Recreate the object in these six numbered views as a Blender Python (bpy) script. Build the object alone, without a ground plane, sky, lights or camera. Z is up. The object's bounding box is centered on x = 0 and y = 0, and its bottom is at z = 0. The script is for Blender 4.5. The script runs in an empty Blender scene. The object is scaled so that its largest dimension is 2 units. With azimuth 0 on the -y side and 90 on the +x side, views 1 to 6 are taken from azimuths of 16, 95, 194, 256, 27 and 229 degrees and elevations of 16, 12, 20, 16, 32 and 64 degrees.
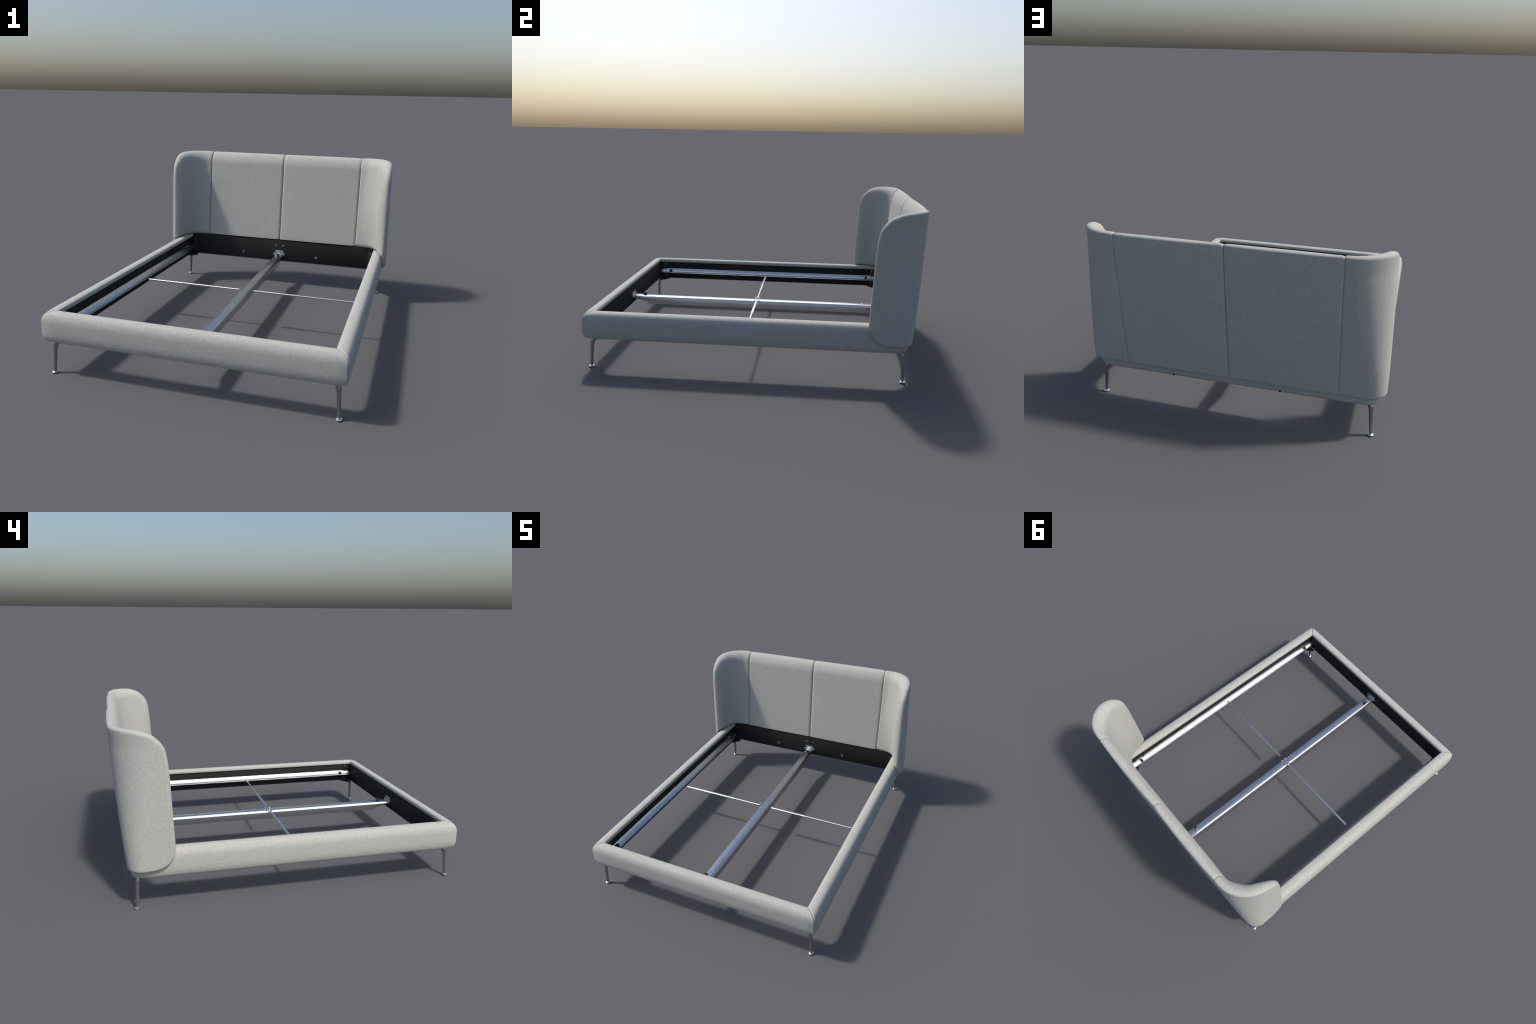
"""Upholstered winged bed frame: fabric rails on slim legs, black lined inside,
with zinc mattress ledges, a centre beam and a pair of telescopic cross rods."""
import bpy, math
import numpy as np
from mathutils import Vector, Matrix

rng = np.random.default_rng(7)
pi = math.pi

# ------------------------------------------------------------------ sizes (m)
INNER_X = 0.7120          # inner lip of the side rails
INNER_Y = -0.9300         # inner lip of the footboard
LINING_X = 0.7210         # black lining of the side rails, set back under the lip
RAIL_OUT = 0.0768         # how far the upholstery stands out from the inner lip
FOOT_SCALE = 0.905        # the footboard is a little slimmer than the side rails
CORNER = 0.0900           # plan radius of the rear corners of the base
BACK_Y = 0.9130           # back of the base under the headboard
LINING_TOP = 0.3180       # fabric wraps over the top of the rail down to here
SEAM_X = 0.5750           # seams between the headboard panels and the wings
HEAD_TOP, HEAD_BOTTOM = 0.9855, 0.2265
LINING_Y = 0.8665         # face of the black board under the headboard cushions
BOARD_TOP = 0.3440

# ------------------------------------------------------------------ materials
def new_material(name):
    m = bpy.data.materials.new(name)
    m.use_nodes = True
    n = m.node_tree.nodes
    return m, n, m.node_tree.links, n["Principled BSDF"]


def ramp(n, stops):
    r = n.new("ShaderNodeValToRGB")
    e = r.color_ramp.elements
    while len(e) < len(stops):
        e.new(0.5)
    for el, (p, c) in zip(e, stops):
        el.position = p
        el.color = (*c, 1.0)
    return r


def fabric_material():
    m, n, l, b = new_material("heathered_wool_fabric")
    co = n.new("ShaderNodeTexCoord")
    # woven threads: noise stretched upright and noise stretched level
    maps = []
    for scale in ((900, 900, 200), (300, 300, 900)):
        mp = n.new("ShaderNodeMapping")
        mp.inputs["Scale"].default_value = scale
        l.new(co.outputs["Object"], mp.inputs["Vector"])
        t = n.new("ShaderNodeTexNoise")
        t.inputs["Scale"].default_value = 0.34
        t.inputs["Detail"].default_value = 3.0
        l.new(mp.outputs["Vector"], t.inputs["Vector"])
        maps.append(t)
    blotch = n.new("ShaderNodeTexNoise")
    blotch.inputs["Scale"].default_value = 95.0
    blotch.inputs["Detail"].default_value = 4.0
    blotch.inputs["Roughness"].default_value = 0.65
    l.new(co.outputs["Object"], blotch.inputs["Vector"])
    add = n.new("ShaderNodeMath"); add.operation = "ADD"
    l.new(maps[0].outputs["Fac"], add.inputs[0])
    l.new(maps[1].outputs["Fac"], add.inputs[1])
    mix = n.new("ShaderNodeMath"); mix.operation = "MULTIPLY_ADD"
    l.new(add.outputs[0], mix.inputs[0])
    mix.inputs[1].default_value = 0.30
    l.new(blotch.outputs["Fac"], mix.inputs[2])
    sub = n.new("ShaderNodeMath"); sub.operation = "SUBTRACT"
    l.new(mix.outputs[0], sub.inputs[0]); sub.inputs[1].default_value = 0.30
    r = ramp(n, [(0.20, (0.322, 0.325, 0.304)), (0.50, (0.396, 0.398, 0.375)),
                 (0.80, (0.470, 0.472, 0.446))])
    l.new(sub.outputs[0], r.inputs["Fac"])
    l.new(r.outputs["Color"], b.inputs["Base Color"])
    b.inputs["Roughness"].default_value = 0.92
    b.inputs["Specular IOR Level"].default_value = 0.18
    b.inputs["Sheen Weight"].default_value = 0.12
    b.inputs["Sheen Roughness"].default_value = 0.5
    bump = n.new("ShaderNodeBump")
    bump.inputs["Strength"].default_value = 0.15
    bump.inputs["Distance"].default_value = 0.0012
    l.new(sub.outputs[0], bump.inputs["Height"])
    l.new(bump.outputs["Normal"], b.inputs["Normal"])
    return m


def lining_material():
    m, n, l, b = new_material("black_lining_fabric")
    co = n.new("ShaderNodeTexCoord")
    t = n.new("ShaderNodeTexNoise")
    t.inputs["Scale"].default_value = 260.0
    t.inputs["Detail"].default_value = 3.0
    l.new(co.outputs["Object"], t.inputs["Vector"])
    r = ramp(n, [(0.3, (0.0130, 0.0130, 0.0132)), (0.7, (0.0195, 0.0193, 0.0190))])
    l.new(t.outputs["Fac"], r.inputs["Fac"])
    l.new(r.outputs["Color"], b.inputs["Base Color"])
    b.inputs["Roughness"].default_value = 0.75
    b.inputs["Specular IOR Level"].default_value = 0.25
    return m


def metal_material(name, low, high, rough, metallic=1.0, scale=(60, 4, 60), vary=0.06):
    m, n, l, b = new_material(name)
    co = n.new("ShaderNodeTexCoord")
    mp = n.new("ShaderNodeMapping")
    mp.inputs["Scale"].default_value = scale
    l.new(co.outputs["Object"], mp.inputs["Vector"])
    t = n.new("ShaderNodeTexNoise")
    t.inputs["Scale"].default_value = 2.0
    t.inputs["Detail"].default_value = 5.0
    l.new(mp.outputs["Vector"], t.inputs["Vector"])
    r = ramp(n, [(0.35, low), (0.65, high)])
    l.new(t.outputs["Fac"], r.inputs["Fac"])
    l.new(r.outputs["Color"], b.inputs["Base Color"])
    rr = n.new("ShaderNodeMapRange")
    rr.inputs["To Min"].default_value = max(0.02, rough - vary)
    rr.inputs["To Max"].default_value = rough + vary
    l.new(t.outputs["Fac"], rr.inputs["Value"])
    l.new(rr.outputs["Result"], b.inputs["Roughness"])
    b.inputs["Metallic"].default_value = metallic
    return m


def plain_material(name, colour, rough, metallic=0.0):
    m, n, l, b = new_material(name)
    b.inputs["Base Color"].default_value = (*colour, 1)
    b.inputs["Roughness"].default_value = rough
    b.inputs["Metallic"].default_value = metallic
    return m


FABRIC = fabric_material()
LINING = lining_material()
ZINC = metal_material("galvanised_steel", (0.60, 0.62, 0.64), (0.68, 0.69, 0.70), 0.29, vary=0.015)
LEDGE = metal_material("galvanised_ledge_steel", (0.62, 0.64, 0.66), (0.80, 0.81, 0.82), 0.25, scale=(160, 4, 160), vary=0.12)  # base colour lightened above ZINC to paint in the blown-white sun glare on the ledges
LEG = metal_material("dark_brushed_leg_metal", (0.33, 0.33, 0.335), (0.38, 0.38, 0.385), 0.40, metallic=0.9, scale=(60, 60, 8))
CHROME = plain_material("polished_chrome", (0.80, 0.80, 0.82), 0.12, 1.0)
BRACKET = plain_material("black_bracket_steel", (0.006, 0.006, 0.006), 0.45)
RUBBER = plain_material("dark_plastic_clip", (0.022, 0.022, 0.020), 0.45)
SCREW = plain_material("zinc_screw_head", (0.42, 0.42, 0.42), 0.35, 1.0)
RIVET = plain_material("pale_rivet", (0.50, 0.48, 0.46), 0.5)
WASHER = plain_material("grey_washer", (0.17, 0.18, 0.19), 0.5)

# ------------------------------------------------------------------ builders
ROOT = bpy.data.objects.new("upholstered_bed_frame", None)
ROOT.empty_display_size = 0.2
bpy.context.scene.collection.objects.link(ROOT)
ROOT["label"] = "light grey fabric bed frame with curved winged headboard and slim metal legs"
ROOT["category"] = "bed frame"


def add_object(name, mesh, parent=ROOT, loc=(0, 0, 0)):
    o = bpy.data.objects.new(name, mesh)
    bpy.context.scene.collection.objects.link(o)
    o.parent = parent
    o.location = loc
    return o


def make_mesh(name, verts, faces, mat, smooth=True, angle=None):
    me = bpy.data.meshes.new(name)
    me.from_pydata([tuple(map(float, v)) for v in verts], [], [tuple(map(int, f)) for f in faces])
    me.materials.append(mat)
    me.validate()
    import bmesh
    bm = bmesh.new()
    bm.from_mesh(me)
    bmesh.ops.remove_doubles(bm, verts=bm.verts, dist=1e-6)
    bmesh.ops.recalc_face_normals(bm, faces=bm.faces)
    bm.to_mesh(me)
    bm.free()
    for p in me.polygons:
        p.use_smooth = smooth
    if smooth and angle is not None:
        me.set_sharp_from_angle(angle=math.radians(angle))
    return me


def grid_faces(nu, nv, wrap_v=False, off=0):
    f = []
    for i in range(nu - 1):
        for j in range(nv if wrap_v else nv - 1):
            k = (j + 1) % nv
            f.append((off + i * nv + j, off + (i + 1) * nv + j, off + (i + 1) * nv + k, off + i * nv + k))
    return f


def loft(name, rings, mat, angle=None, caps=True):
    """Closed rings of equal length joined into a skin; ends capped."""
    rings = [np.asarray(r, float) for r in rings]
    nv = len(rings[0])
    v = np.concatenate(rings)
    f = grid_faces(len(rings), nv, True)
    if caps:
        f.append(tuple(range(nv)))
        f.append(tuple((len(rings) - 1) * nv + j for j in range(nv))[::-1])
    return make_mesh(name, v, f, mat, True, angle)


def box_mesh(name, lo, hi, mat, bevel=0.0, seg=2):
    import bmesh
    me = bpy.data.meshes.new(name)
    bm = bmesh.new()
    bmesh.ops.create_cube(bm, size=1.0)
    lo, hi = np.array(lo), np.array(hi)
    for v in bm.verts:
        v.co = Vector((lo + hi) / 2 + np.array(v.co) * (hi - lo))
    if bevel > 0:
        bmesh.ops.bevel(bm, geom=list(bm.edges), offset=bevel, segments=seg, affect="EDGES", profile=0.5)
    bm.to_mesh(me)
    bm.free()
    me.materials.append(mat)
    for p in me.polygons:
        p.use_smooth = True
    me.set_sharp_from_angle(angle=math.radians(40))
    return me


def lathe(name, profile, mat, seg=32, angle=35, caps=True):
    """profile: (radius, z) from bottom to top."""
    rings = []
    for r, z in profile:
        a = np.arange(seg) / seg * 2 * pi
        rings.append(np.stack([r * np.cos(a), r * np.sin(a), np.full(seg, z)], 1))
    return loft(name, rings, mat, angle, caps)


def extrude_outline(name, outline, axis_u, axis_v, axis_n, t0, t1, mat, bevel=0.0):
    """Flat outline in (u, v) given depth along n from t0 to t1."""
    import bmesh
    U, V, N = map(np.array, (axis_u, axis_v, axis_n))
    me = bpy.data.meshes.new(name)
    bm = bmesh.new()
    a = [bm.verts.new(Vector(U * u + V * v + N * t0)) for u, v in outline]
    b = [bm.verts.new(Vector(U * u + V * v + N * t1)) for u, v in outline]
    bm.faces.new(a)
    bm.faces.new(b[::-1])
    k = len(a)
    for i in range(k):
        bm.faces.new((a[i], b[i], b[(i + 1) % k], a[(i + 1) % k]))
    bmesh.ops.recalc_face_normals(bm, faces=bm.faces)
    if bevel > 0:
        bmesh.ops.bevel(bm, geom=list(bm.edges), offset=bevel, segments=2, affect="EDGES", profile=0.5)
    bm.to_mesh(me)
    bm.free()
    me.materials.append(mat)
    for p in me.polygons:
        p.use_smooth = True
    me.set_sharp_from_angle(angle=math.radians(40))
    return me


def spline(points, per=6, closed=False):
    """Catmull-Rom curve through control points."""
    p = np.asarray(points, float)
    n = len(p)
    out = []
    for i in range(n if closed else n - 1):
        if closed:
            a, b, c, d = p[(i - 1) % n], p[i], p[(i + 1) % n], p[(i + 2) % n]
        else:
            a, b, c, d = p[max(i - 1, 0)], p[i], p[i + 1], p[min(i + 2, n - 1)]
        for k in range(per):
            t = k / per
            out.append(0.5 * (2 * b + (c - a) * t + (2 * a - 5 * b + 4 * c - d) * t * t + (3 * b - a - 3 * c + d) * t ** 3))
    if not closed:
        out.append(p[-1])
    return np.array(out)


def smooth01(t):
    t = np.clip(t, 0, 1)
    return t * t * (3 - 2 * t)


def round_edge(d, r):
    """0 at the border, 1 from distance r inwards, along a quarter circle."""
    t = np.clip(np.asarray(d, float) / r, 0, 1)
    return np.sqrt(np.clip(1 - (1 - t) ** 2, 0, 1))


def soft_noise(p, scale, seed):
    """Smooth low bumps: a few crossed sine waves with random direction."""
    g = np.random.default_rng(seed)
    out = np.zeros(len(p))
    for _ in range(6):
        k = g.normal(size=3) * scale
        out += np.sin(p @ k + g.uniform(0, 2 * pi))
    return out / 6


# ------------------------------------------------------------------ rails
# section of the upholstered rail: (distance outwards from the inner face, height)
RAIL_SECTION = np.concatenate([
    [(0.0125, 0.1780), (0.0125, 0.250), (0.0125, 0.3150), (0.0100, 0.3172), (0.0030, 0.3178)],
    spline([(0.0006, 0.3200), (0.0004, 0.3290), (0.0034, 0.3375), (0.0105, 0.3425), (0.0240, 0.3448),
            (0.0385, 0.3440), (0.0515, 0.3402), (0.0622, 0.3316), (0.0702, 0.3185), (0.0748, 0.3020), (0.0764, 0.2820), (0.0768, 0.2560),
            (0.0760, 0.2310), (0.0722, 0.2080), (0.0642, 0.1902), (0.0515, 0.1815), (0.0350, 0.1778), (0.0160, 0.1770)], 5)])


def tucked(d, grow=1.0):
    """Rail section drawn in near a seam: d is the distance from the seam."""
    out, z = RAIL_SECTION[:, 0], RAIL_SECTION[:, 1]
    tuck = 0.0085 * (1 - round_edge(d, 0.013)) + 0.0050 * (1 - smooth01(d / 0.06)) * (out / RAIL_OUT)
    skin = smooth01((out - 0.004) / 0.02) * (np.arange(len(out)) > 8)
    oc, zc = 0.036, 0.262
    k = np.hypot(out - oc, z - zc)
    return (out - (out - oc) / k * tuck * skin) * grow, z - (z - zc) / k * tuck * skin


SEAM_STEPS = [0.0, 0.001, 0.0025, 0.005, 0.008, 0.012, 0.017, 0.023, 0.03, 0.04, 0.055, 0.08, 0.12]


def make_footboard():
    dist = np.array(SEAM_STEPS + list(np.linspace(0.17, 0.715, 16)))
    rings = []
    for side, d in [(-1, d) for d in dist] + [(1, d) for d in dist[::-1][1:]]:
        o, z = tucked(d, FOOT_SCALE)
        end = INNER_X + o / FOOT_SCALE - 0.0006 - d          # mitred end
        end = np.where(d > 0.70, np.maximum(INNER_X - d, 0), end)
        rings.append(np.stack([side * end, INNER_Y - o, z], 1))
    return loft("footboard", rings, FABRIC, 60)


def make_side_rail(sign):
    rings = []
    for d in SEAM_STEPS + list(np.linspace(0.17, 1.72, 30)) + list(np.linspace(1.735, 1.8085, 12)):
        o, z = tucked(d)
        # the outer skin turns the corner under the headboard
        along = max(INNER_Y + d - (BACK_Y - CORNER), 0.0)
        o = o * (1 - (CORNER - math.sqrt(CORNER ** 2 - along ** 2)) / RAIL_OUT)
        blend = 1 - smooth01((d - 0.1) / 0.8)
        y = INNER_Y - o * FOOT_SCALE * blend + d + 0.0006
        rings.append(np.stack([sign * (INNER_X + o), y, z], 1))
    return loft("side_rail", rings, FABRIC, 60)


footboard = add_object("footboard", make_footboard())
rails = {}
for sgn in (-1, 1):
    rails[sgn] = add_object("side_rail", make_side_rail(sgn))

# black lining boards inside the rails
add_object("footboard_lining", box_mesh("footboard_lining", (-LINING_X + 0.001, INNER_Y - 0.014, 0.1830), (LINING_X - 0.001, INNER_Y - 0.0006, LINING_TOP), LINING, 0.001), footboard)
for sgn in (-1, 1):
    a, b = sorted((sgn * LINING_X, sgn * (LINING_X + 0.010)))
    add_object("side_rail_lining", box_mesh("side_rail_lining", (a, INNER_Y, 0.1815), (b, LINING_Y, LINING_TOP), LINING, 0.001), rails[sgn])

# ------------------------------------------------------------------ headboard
def back_y(z):
    """Back of the headboard along the seams: it leans back and straightens towards the top."""
    return np.interp(z, [0.20, 0.24, 0.40, 0.65, 0.85, 0.95, 1.0], [0.9260, 0.9305, 0.9485, 0.9700, 0.9845, 0.9905, 0.9925])


def front_y(z):
    return 0.8650 + (np.asarray(z, float) - 0.345) * 0.1110


def side_x(z):
    return 0.8100 - (np.asarray(z, float) - 0.25) * 0.006


def corner_r(z):
    return 0.085 + np.clip((np.asarray(z, float) - 0.25) / 0.65, 0, 1) ** 1.1 * 0.115


def wing_front_y(z):
    return 0.6760 + (np.asarray(z, float) - 0.36) * 0.048


def join_skins(name, F, B, mat):
    """Two grids that share their border positions become one closed cushion."""
    nu, nv = F.shape[:2]
    v = np.concatenate([F.reshape(-1, 3), B.reshape(-1, 3)])
    f = grid_faces(nu, nv) + [q[::-1] for q in grid_faces(nu, nv, off=nu * nv)]
    n = nu * nv
    ring = [(i, 0) for i in range(nu)] + [(nu - 1, j) for j in range(1, nv)] + \
           [(i, nv - 1) for i in range(nu - 2, -1, -1)] + [(0, j) for j in range(nv - 2, 0, -1)]
    idx = [i * nv + j for i, j in ring]
    for a, b in zip(idx, idx[1:] + idx[:1]):
        f.append((a, b, n + b, n + a))
    return make_mesh(name, v, f, mat, True, 55)


def edge_spacing(n_edge, width, n_mid, total):
    """Stations dense near both ends."""
    t = np.linspace(0, 1, n_edge)
    a = width * (1 - np.cos(t * pi / 2))
    return np.concatenate([a, np.linspace(width, total - width, n_mid)[1:-1], total - a[::-1]])


def seam_dip(d, depth=0.0105, r=0.017):
    return depth * (1 - round_edge(d, r))


def make_panel(sign):
    """One of the two flat cushions in the middle of the headboard."""
    xs = edge_spacing(12, 0.03, 26, SEAM_X)
    zs = edge_spacing(18, 0.08, 40, HEAD_TOP - HEAD_BOTTOM) + HEAD_BOTTOM
    X, Z0 = np.meshgrid(xs, zs, indexing="ij")
    dl, dr = X, SEAM_X - X
    crown = np.sin(np.clip(X / SEAM_X, 0, 1) * pi) ** 0.7
    lift = smooth01((Z0 - 0.25) / 0.5)
    top = HEAD_TOP - 0.006 * (1 - round_edge(np.minimum(dl, dr), 0.022)) + 0.0006 * np.sin(X / SEAM_X * pi)
    Z = HEAD_BOTTOM + (Z0 - HEAD_BOTTOM) * (top - HEAD_BOTTOM) / (HEAD_TOP - HEAD_BOTTOM)
    yb, yf = back_y(Z), front_y(Z)
    mid = yf + (yb - yf) * 0.80
    dt = top - Z
    db = Z - HEAD_BOTTOM
    ff = round_edge(dt, 0.082) * round_edge(np.maximum(Z - BOARD_TOP + 0.006, 0), 0.018)
    fb = round_edge(dt, 0.012) * round_edge(db, 0.011)
    dip = seam_dip(dl) + seam_dip(dr)
    F = mid - (mid - yf + 0.0045 * crown - dip) * ff
    B = mid + (yb - mid + (0.002 + 0.0055 * lift) * crown - dip * 0.45) * fb
    wave = soft_noise(np.stack([sign * X.ravel(), 0 * X.ravel(), Z.ravel()], 1), 16.0, 3).reshape(X.shape)
    pucker = np.sin(Z * 210 + 3 * np.sin(Z * 37)) * (np.exp(-dl / 0.012) + np.exp(-dr / 0.012))
    F = F + (0.0011 * wave + 0.0007 * pucker) * ff
    B = B + 0.0008 * wave * fb
    Fp = np.stack([sign * (X * (1 - 0.0016 / SEAM_X) + 0.0008), F, Z], -1)
    Bp = np.stack([sign * (X * (1 - 0.0016 / SEAM_X) + 0.0008), B, Z], -1)
    return join_skins("headboard_panel", Fp, Bp, FABRIC)


WING_LENGTH = 0.455
# outline of the wing: (distance from the front edge along the skin, height)
WING_TOP = spline([(0.0, 0.700), (0.002, 0.800), (0.011, 0.876), (0.026, 0.908), (0.042, 0.929), (0.079, 0.9590), (0.133, 0.9780),
                   (0.198, 0.986), (0.30, 0.9885), (0.42, 0.987), (0.455, 0.986)], 12)
WING_BOTTOM = spline([(0.0, 0.385), (0.003, 0.340), (0.013, 0.300), (0.037, 0.264), (0.080, 0.238), (0.145, 0.2275),
                      (0.25, 0.2265), (0.35, 0.2265), (0.455, 0.2265)], 12)


def outline_distance(Q, Z):
    pts = np.concatenate([WING_BOTTOM[::-1], WING_TOP])
    a, b = pts[:-1], pts[1:]
    P = np.stack([Q.ravel(), Z.ravel()], -1)
    best = np.full(len(P), 9.0)
    for p0, p1 in zip(a, b):
        e = p1 - p0
        L = e @ e
        if L < 1e-14:
            continue
        t = np.clip(((P - p0) @ e) / L, 0, 1)
        best = np.minimum(best, np.hypot(*(P - p0 - t[:, None] * e).T))
    return best.reshape(Q.shape)


def wing_path(q, z):
    """Outer skin point and outward normal at path length q from the front edge."""
    xs, r, yb, yf = side_x(z), corner_r(z), back_y(z), wing_front_y(z)
    l1 = yb - r - yf
    l2 = r * pi / 2
    l3 = xs - r - SEAM_X
    s = q / WING_LENGTH * (l1 + l2 + l3)
    a = np.clip((s - l1) / r, 0, pi / 2)
    y = np.where(s < l1, yf + s, yb - r + r * np.sin(a))
    x = np.where(s < l1, xs, np.where(s < l1 + l2, xs - r + r * np.cos(a), xs - r - (s - l1 - l2)))
    return x, y, np.cos(a), np.sin(a)


# plan of the padded inner face: (path length, then x and y at the foot, at half height and at the top)
WING_INNER = spline([(0.000, 0.768, 0.672, 0.748, 0.688, 0.772, 0.705), (0.050, 0.758, 0.712, 0.736, 0.730, 0.756, 0.745),
                     (0.100, 0.746, 0.748, 0.726, 0.768, 0.743, 0.782), (0.160, 0.730, 0.792, 0.710, 0.806, 0.725, 0.824),
                     (0.230, 0.707, 0.828, 0.686, 0.835, 0.701, 0.862), (0.310, 0.672, 0.851, 0.651, 0.863, 0.664, 0.894),
                     (0.390, 0.624, 0.861, 0.614, 0.885, 0.620, 0.920), (0.455, 0.575, 0.865, 0.575, 0.8955, 0.575, 0.9300)], 10)


def wing_inner(q, z):
    """Inner face of the wing, swelling inwards at half height."""
    foot, half, top = (tuple(np.interp(q, WING_INNER[:, 0], WING_INNER[:, c + i]) for i in (0, 1)) for c in (1, 3, 5))
    low = np.sin(np.clip((z - 0.345) / 0.275, 0, 1) * pi / 2)
    high = 1 - np.cos(np.clip((z - 0.62) / 0.31, 0, 1) * pi / 2)
    x = foot[0] + (half[0] - foot[0]) * low + (top[0] - half[0]) * high
    lean = np.clip((z - 0.345) / 0.275, 0, 1)
    rise = np.clip((z - 0.62) / 0.31, 0, 1.2)
    y = foot[1] + (half[1] - foot[1]) * lean + (top[1] - half[1]) * rise
    return x, y


def make_wing(sign):
    t = np.linspace(0, 1, 64)
    qs = np.concatenate([WING_LENGTH * 0.95 * t ** 1.9, WING_LENGTH - 0.0228 * (1 - np.sin(np.linspace(0, pi / 2, 10)))[1:]])
    qs = np.unique(np.round(qs, 6))
    zt = np.interp(qs, WING_TOP[:, 0], WING_TOP[:, 1])
    zb = np.interp(qs, WING_BOTTOM[:, 0], WING_BOTTOM[:, 1])
    ds = WING_LENGTH - qs
    zt = zt - 0.006 * (1 - round_edge(ds, 0.022))
    w = edge_spacing(18, 0.10, 44, 1.0)
    Q = np.repeat(qs[:, None], len(w), 1)
    Z = zb[:, None] + (zt - zb)[:, None] * w[None]
    D = outline_distance(Q, Z)
    D[:, 0] = 0; D[:, -1] = 0; D[0, :] = 0
    x, y, nx, ny = wing_path(Q, Z)
    k = smooth01(Q / WING_LENGTH)
    upper = smooth01((Z - 0.6) / 0.3)
    outer = 0.022 - 0.005 * k                          # depth of the closing line under the outer skin
    r_in = 0.046 + (0.082 - 0.050) * k * upper
    r_out = np.where(Z < 0.32, 0.020 - 0.009 * k, 0.022 - 0.010 * k)
    fi = round_edge(D, r_in) * round_edge(np.maximum(Z - BOARD_TOP + 0.006, 0), 0.018)
    fo = round_edge(D, r_out)
    dip = seam_dip(WING_LENGTH - Q)
    # pulled cloth folds where the inside curve meets the top edge
    fold = 0.0034 * np.sin((Q - 0.35 * (Z - 0.95)) * 190) * np.exp(-((Q - 0.27) / 0.06) ** 2) * np.exp(-((Z - 0.935) / 0.028) ** 2)
    so = outer * (1 - fo) + dip * 0.45 * fo
    cx, cy = x - nx * outer, y - ny * outer             # line where inner and outer skin meet
    ix, iy = wing_inner(Q, Z)
    ix, iy = ix + nx * (dip - fold), iy + ny * (dip - fold)
    O = np.stack([sign * (x - nx * so), y - ny * so, Z], -1)
    I = np.stack([sign * (cx + (ix - cx) * fi), cy + (iy - cy) * fi, Z], -1)
    return join_skins("headboard_wing", O, I, FABRIC)


head = add_object("headboard", box_mesh("headboard", (-0.70, LINING_Y + 0.013, 0.20), (0.70, LINING_Y + 0.034, BOARD_TOP - 0.004), LINING, 0.001))
for sgn in (-1, 1):
    add_object("headboard_panel", make_panel(sgn), head)
    add_object("headboard_wing", make_wing(sgn), head)
add_object("headboard_lining", box_mesh("headboard_lining", (-LINING_X - 0.008, LINING_Y, 0.1850), (LINING_X + 0.008, LINING_Y + 0.012, BOARD_TOP), LINING, 0.001), head)


def make_base():
    """Low upholstered plinth closing the frame under the headboard."""
    rings = []
    n = 20
    for inset, z in [(0.026, 0.1768), (0.016, 0.1780), (0.008, 0.1815), (0.003, 0.1880), (0.0, 0.198), (0.0, 0.215), (0.0, 0.250)]:
        hx, y0, y1, r = 0.7875 - inset, 0.8770, BACK_Y - inset, CORNER - inset
        pts = []
        cut = math.asin(min((y0 - (y1 - r)) / r, 1.0))       # the arc begins where the side rail ends
        for cx, a0, a1 in ((-hx + r, pi - cut, pi / 2), (hx - r, pi / 2, cut)):
            for a in np.linspace(a0, a1, n):
                pts.append((cx + r * math.cos(a), y1 - r + r * math.sin(a)))
        rings.append([(x, y, z) for x, y in pts])
    return loft("headboard_base", rings, FABRIC, 55)


add_object("headboard_base", make_base(), head)

# bolts through the headboard: washers in front, black stud ends behind
washer = lathe("washer", [(0.0050, 0.0), (0.0098, 0.0), (0.0104, 0.0006), (0.0104, 0.0020), (0.0098, 0.0026), (0.0056, 0.0026), (0.0050, 0.0020), (0.0050, 0.0)], WASHER, 28, caps=False)
stud = lathe("bolt_end", [(0.0, 0.0), (0.0052, 0.0), (0.0056, 0.002), (0.0052, 0.0045), (0.0, 0.0050)], BRACKET, 20)
dot = lathe("rivet", [(0.0, 0.0), (0.0046, 0.0), (0.0046, 0.0012), (0.0, 0.0020)], RIVET, 16)
FACE_FRONT = Matrix.Rotation(pi / 2, 4, "X")       # +z of a lathed part turned to -y
for sgn in (-1, 1):
    for mesh, name, loc in ((washer, "washer", (sgn * 0.288, LINING_Y - 0.0004, 0.2325)),
                            (stud, "bolt_end", (sgn * 0.287, 0.9815, 0.2335)),
                            (dot, "rivet", (sgn * 0.0292, LINING_Y - 0.0002, 0.3035))):
        o = add_object(name, mesh, head)
        o.matrix_local = Matrix.Translation(loc) @ FACE_FRONT

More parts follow.
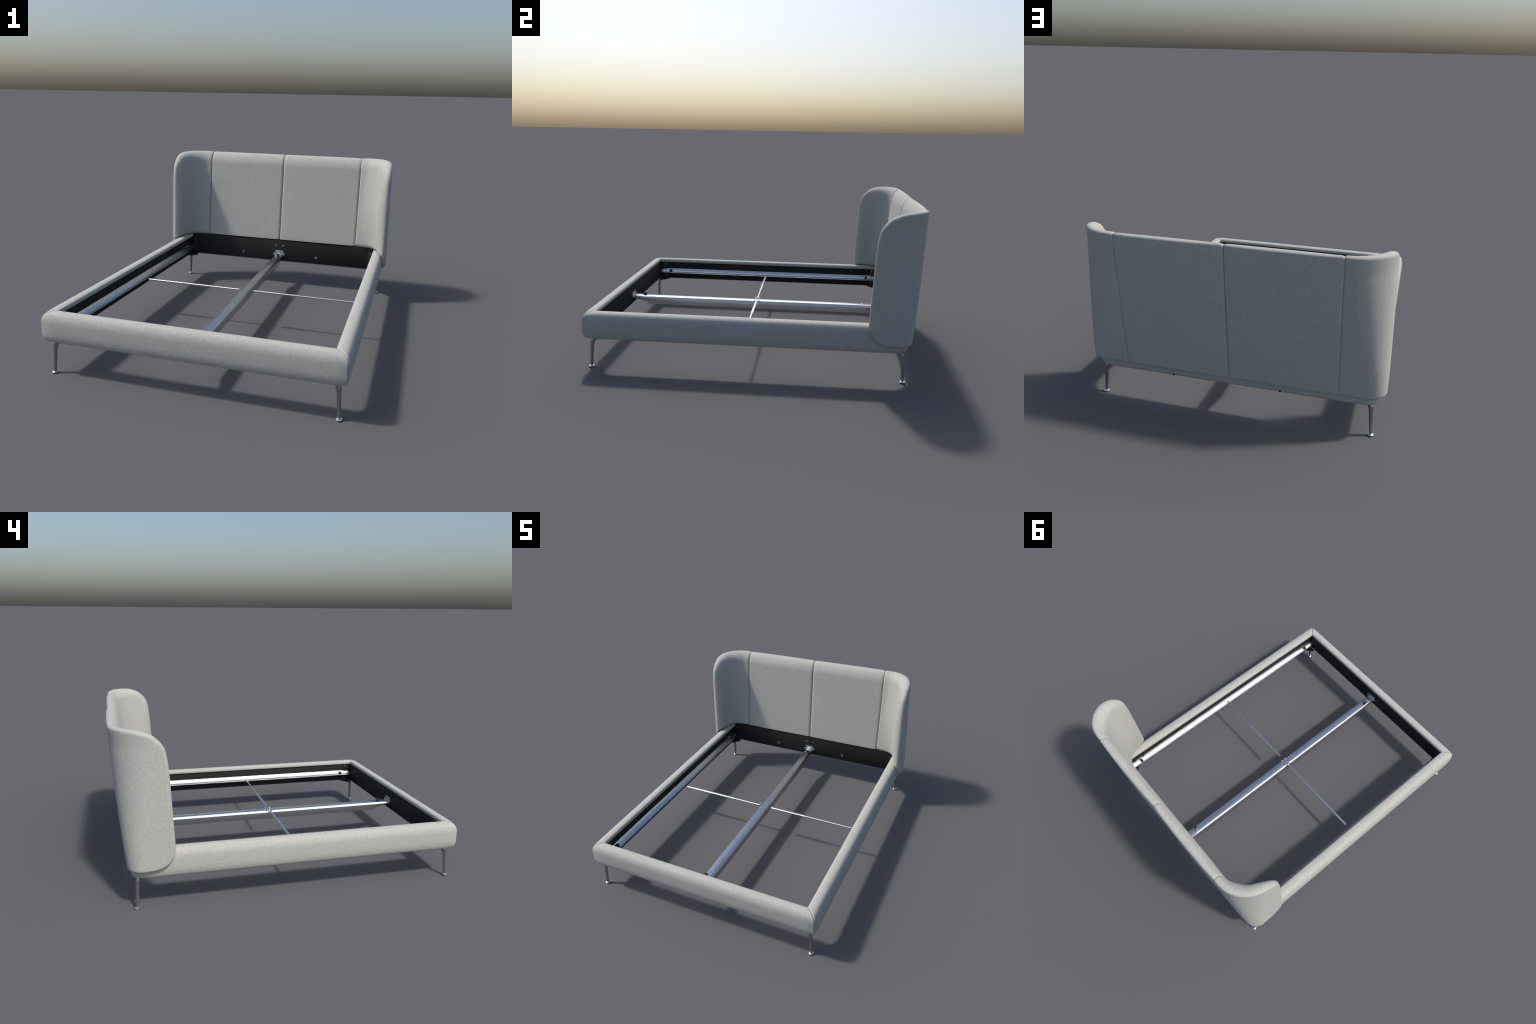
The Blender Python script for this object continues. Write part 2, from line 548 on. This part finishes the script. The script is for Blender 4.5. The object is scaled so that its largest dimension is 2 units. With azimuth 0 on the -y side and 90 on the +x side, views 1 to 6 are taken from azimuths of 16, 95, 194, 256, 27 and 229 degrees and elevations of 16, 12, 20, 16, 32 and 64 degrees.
# ------------------------------------------------------------------ legs
def make_leg():
    """Slim tapered post with a foot of metal reaching inwards under the frame; built along +x."""
    rings = []
    n = 36
    a = np.arange(n) / n * 2 * pi
    post = [(0.0060, -0.0077, 0.0079, 0.0076), (0.0500, -0.0083, 0.0090, 0.0082), (0.0900, -0.0088, 0.0101, 0.0088),
            (0.1200, -0.0092, 0.0110, 0.0093), (0.1380, -0.0095, 0.0121, 0.0097), (0.1480, -0.0095, 0.0138, 0.0099),
            (0.1550, -0.0096, 0.0170, 0.0102), (0.1600, -0.0095, 0.0230, 0.0105), (0.1640, -0.0093, 0.0340, 0.0108),
            (0.1670, -0.0086, 0.0450, 0.0112), (0.1700, -0.0067, 0.0580, 0.0115), (0.1800, -0.0027, 0.0620, 0.0118)]
    for z, d0, d1, w in post:
        c, s = np.cos(a), np.sin(a)
        e = 0.72
        x = (d0 + d1) / 2 + (d1 - d0) / 2 * np.sign(c) * np.abs(c) ** e
        y = w * np.sign(s) * np.abs(s) ** e
        lean = -0.012 * (1 - z / 0.17)
        rings.append(np.stack([x + lean, y, np.full(n, z)], 1))
    return loft("leg", rings, LEG, 50)


leg_mesh = make_leg()
foot_mesh = lathe("foot_glide", [(0.0, 0.0), (0.0120, 0.0), (0.0142, 0.0010), (0.0162, 0.0032), (0.0166, 0.0046),
                                 (0.0158, 0.0064), (0.0120, 0.0092), (0.0092, 0.0102), (0.0, 0.0105)], CHROME, 28, 25)
for sx in (-1, 1):
    for sy, yy in ((-1, -0.9490), (1, 0.8805)):
        o = add_object("leg", leg_mesh)
        o.location = (sx * 0.7390, yy, 0)
        o.rotation_euler = (0, 0, math.atan2(-sy, -sx))
        add_object("foot_glide", foot_mesh, o, (-0.012, 0, 0))

# ------------------------------------------------------------------ zinc ledges
LEDGE_Y0, LEDGE_Y1 = -0.9290, 0.8500
# section of the ledge as (distance inwards from the lining, height): up-stand, shelf, down-turned lip
LEDGE_LINE = [(0.0003, 0.2632), (0.0025, 0.2588), (0.0060, 0.2535), (0.0105, 0.2480), (0.0155, 0.2432), (0.0210, 0.2390), (0.0268, 0.2358),
              (0.0285, 0.2356), (0.0300, 0.2366), (0.0318, 0.2370), (0.0330, 0.2358), (0.0334, 0.2305)]


def sheet_section(line, thick):
    """Give an open bent-sheet line its thickness."""
    p = np.array(line)
    t = np.gradient(p, axis=0)
    t /= np.linalg.norm(t, axis=1)[:, None]
    nrm = np.stack([t[:, 1], -t[:, 0]], 1)
    return np.concatenate([p, (p + nrm * thick)[::-1]])


def make_ledge(sign):
    sec = sheet_section(LEDGE_LINE, 0.0016)
    rings = []
    for y in np.linspace(LEDGE_Y0, LEDGE_Y1, 60):
        wob = 0.00025 * math.sin(y * 31) + 0.0002 * math.sin(y * 83 + 1)
        rings.append(np.stack([sign * (LINING_X - sec[:, 0]), np.full(len(sec), y), sec[:, 1] + wob], 1))
    return loft("mattress_ledge", rings, LEDGE, 30)


clip = extrude_outline("mattress_stop", [(-0.010, 0.0), (0.010, 0.0), (0.010, 0.0160), (0.005, 0.0200), (-0.010, 0.0200)], (1, 0, 0), (0, 0, 1), (0, 1, 0), -0.0090, 0.0090, RUBBER, 0.0012)
bolt = lathe("ledge_bolt", [(0.0, 0.0), (0.0060, 0.0), (0.0066, 0.002), (0.0066, 0.007), (0.0050, 0.0095), (0.0, 0.0102)], ZINC, 20)
screw = lathe("screw", [(0.0, 0.0), (0.0046, 0.0), (0.0043, 0.0012), (0.0028, 0.0022), (0.0, 0.0026)], SCREW, 18)
small_screw = lathe("small_screw", [(0.0, 0.0), (0.0022, 0.0), (0.0020, 0.0007), (0.0, 0.0010)], SCREW, 12)
hole = lathe("drill_hole", [(0.0, 0.0), (0.0028, 0.0), (0.0028, 0.0003), (0.0, 0.0003)], BRACKET, 14)

for sgn in (-1, 1):
    ledge = add_object("mattress_ledge", make_ledge(sgn))
    for y in (-0.8410, 0.7770):
        add_object("mattress_stop", clip, ledge, (sgn * (LINING_X - 0.0200), y, 0.2390))
    add_object("ledge_bolt", bolt, ledge, (sgn * (LINING_X - 0.0070), 0.7480, 0.2600))
    for y in np.linspace(-0.62, 0.62, 6):
        add_object("drill_hole", hole, ledge, (sgn * (LINING_X - 0.013), float(y), 0.2490))
    turn = Matrix.Rotation(-sgn * pi / 2, 4, "Y")
    for z in (0.300, 0.212):
        for y in (-0.78, -0.30, 0.20, 0.66, 0.78):
            o = add_object("small_screw", small_screw, rails[sgn])
            o.matrix_local = Matrix.Translation((sgn * LINING_X, y, z)) @ turn

# ------------------------------------------------------------------ corner brackets
for sgn in (-1, 1):
    for end in (-1, 1):
        wall = INNER_Y - 0.0006 if end < 0 else LINING_Y - 0.0002
        inward = 1.0 if end < 0 else -1.0
        # plate on the side rail, flared towards its lower end
        out = [(0.0, 0.172), (0.078, 0.172), (0.066, 0.190), (0.060, 0.215), (0.056, 0.245), (0.056, 0.3165), (0.0, 0.3165)]
        me = extrude_outline("corner_bracket", [(wall + inward * u, v) for u, v in out], (0, 1, 0), (0, 0, 1), (sgn, 0, 0), LINING_X - 0.0040, LINING_X - 0.0002, BRACKET, 0.0006)
        br = add_object("corner_bracket", me)
        # plate on the end board
        wide = 0.046 if end > 0 else 0.004
        a, b = sorted((wall, wall + inward * 0.0040))
        c, d = sorted((sgn * (LINING_X - 0.0020), sgn * (LINING_X - 0.0020 - wide)))
        add_object("bracket_plate", box_mesh("bracket_plate", (c, a, 0.176), (d, b, 0.3165), BRACKET, 0.0006), br)
        # level gusset that carries the leg
        tri = [(sgn * (LINING_X - 0.001), wall + inward * 0.001), (sgn * (LINING_X - 0.052), wall + inward * 0.001),
               (sgn * (LINING_X - 0.046), wall + inward * 0.012), (sgn * (LINING_X - 0.016), wall + inward * 0.046), (sgn * (LINING_X - 0.001), wall + inward * 0.056)]
        add_object("bracket_gusset", extrude_outline("bracket_gusset", tri, (1, 0, 0), (0, 1, 0), (0, 0, 1), 0.1690, 0.1755, BRACKET, 0.0006), br)
        turn = Matrix.Rotation(-sgn * pi / 2, 4, "Y")
        for z in (0.302, 0.206):
            o = add_object("screw", screw, br)
            o.matrix_local = Matrix.Translation((sgn * (LINING_X - 0.0038), wall + inward * 0.042, z)) @ turn
            if end > 0:
                o = add_object("screw", screw, br)
                o.matrix_local = Matrix.Translation((sgn * (LINING_X - 0.026), wall + inward * 0.0038, z)) @ FACE_FRONT

# ------------------------------------------------------------------ centre beam
BEAM_Y0, BEAM_Y1 = -0.9240, 0.8600
BEAM_TOP = 0.2360


def beam_bottom(y):
    """The beam is cut away towards both ends."""
    e = min(y - BEAM_Y0, BEAM_Y1 - y)
    return float(np.interp(e, [0.0, 0.030, 0.098, 0.1085, 0.112], [0.2190, 0.2150, 0.1945, 0.1880, 0.1815]))


def make_beam():
    ys = np.unique(np.concatenate([np.linspace(BEAM_Y0, BEAM_Y1, 50)] + [[BEAM_Y0 + e, BEAM_Y1 - e] for e in (0.03, 0.098, 0.1085, 0.112)]))
    rings = []
    for y in ys:
        zb = beam_bottom(y)
        top = [(-0.0310, zb), (-0.0315, 0.2215), (-0.0308, 0.2240), (-0.0225, 0.2338), (-0.0200, 0.2352), (-0.0165, 0.2360)]
        line = top + [(-x, z) for x, z in top[::-1]]
        sec = sheet_section(line, 0.0018)
        rings.append(np.stack([sec[:, 0], np.full(len(sec), y), sec[:, 1]], 1))
    return loft("centre_beam", rings, ZINC, 30)


beam = add_object("centre_beam", make_beam())
for end, wall in ((-1, INNER_Y - 0.0004), (1, LINING_Y - 0.0004)):
    inward = 1 if end < 0 else -1
    y0, y1 = sorted((wall, wall + inward * 0.0030))
    br = add_object("beam_bracket", box_mesh("beam_bracket", (-0.0330, y0, 0.2230), (0.0330, y1, 0.2650), ZINC, 0.0010), beam)
    y0, y1 = sorted((wall + inward * 0.0025, wall + inward * 0.060))
    add_object("bracket_tongue", box_mesh("bracket_tongue", (-0.0235, y0, 0.2362), (0.0235, y1, 0.2382), ZINC, 0.0006), br)
    turn = FACE_FRONT if end > 0 else Matrix.Rotation(-pi / 2, 4, "X")
    for sgn in (-1, 1):
        y0, y1 = sorted((wall + inward * 0.001, wall + inward * 0.007))
        add_object("bracket_ear", box_mesh("bracket_ear", tuple(np.minimum((sgn * 0.0320, y0, 0.2260), (sgn * 0.0450, y1, 0.2450))), tuple(np.maximum((sgn * 0.0320, y0, 0.2260), (sgn * 0.0450, y1, 0.2450))), ZINC, 0.0022), br)
        o = add_object("screw", screw, br)
        o.matrix_local = Matrix.Translation((sgn * 0.0390, wall + inward * 0.0068, 0.2340)) @ turn
    stop = add_object("mattress_stop", clip, beam, (0.0080 * end, wall + inward * (0.082 if end < 0 else 0.075), 0.2380))
for y in (-0.70, -0.46, -0.23, 0.20, 0.45, 0.68):
    add_object("drill_hole", hole, beam, (-0.002, y, BEAM_TOP + 0.0002))
add_object("screw", screw, beam, (-0.0060, 0.700, BEAM_TOP))

# strap over the middle of the beam that takes the cross rods
ROD_Y, ROD_Z = -0.0368, 0.2385
strap_line = [(-0.0335, 0.1800), (-0.0337, 0.2220), (-0.0325, 0.2255), (-0.0240, 0.2358), (-0.0205, 0.2380), (-0.0165, 0.2386)]
strap_line = strap_line + [(-x, z) for x, z in strap_line[::-1]]
sec = sheet_section(strap_line, 0.0016)
strap = add_object("rod_strap", loft("rod_strap", [np.stack([sec[:, 0], np.full(len(sec), y), sec[:, 1]], 1) for y in (ROD_Y - 0.014, ROD_Y - 0.013, ROD_Y + 0.013, ROD_Y + 0.014)], ZINC, 30), beam)
for sgn in (-1, 1):
    for dy in (-0.016, 0.016):
        add_object("strap_tab", box_mesh("strap_tab", (sgn * 0.028 - 0.004, ROD_Y + dy - 0.003, 0.2290), (sgn * 0.028 + 0.004, ROD_Y + dy + 0.003, 0.2445), ZINC, 0.0015), strap)

# ------------------------------------------------------------------ cross rods
def rod_mesh(pieces):
    """Telescopic square tube along x: (x, half width, half height) stations."""
    corner = [(1, -0.6), (1, 0.6), (0.6, 1), (-0.6, 1), (-1, 0.6), (-1, -0.6), (-0.6, -1), (0.6, -1)]
    rings = [[(x, ROD_Y + u * w, ROD_Z + v * h) for u, v in corner] for x, w, h in pieces]
    return loft("cross_rod", rings, ZINC, 30)


THIN, THICK = (0.0060, 0.0050), (0.0085, 0.0062)
rod_plus = add_object("cross_rod", rod_mesh([(0.0650, *THICK), (0.3300, *THICK), (0.3302, *THIN), (0.7000, *THIN)]))
rod_minus = add_object("cross_rod", rod_mesh([(-0.0230, *THIN), (-0.2400, *THIN), (-0.2402, *THICK), (-0.6550, *THICK)]))
for o, x in ((rod_plus, 0.696), (rod_minus, -0.0260)):
    add_object("rod_hook", box_mesh("rod_hook", (x - 0.006, ROD_Y - 0.0075, ROD_Z - 0.007), (x + 0.006, ROD_Y + 0.0075, ROD_Z + 0.010), ZINC, 0.002), o)
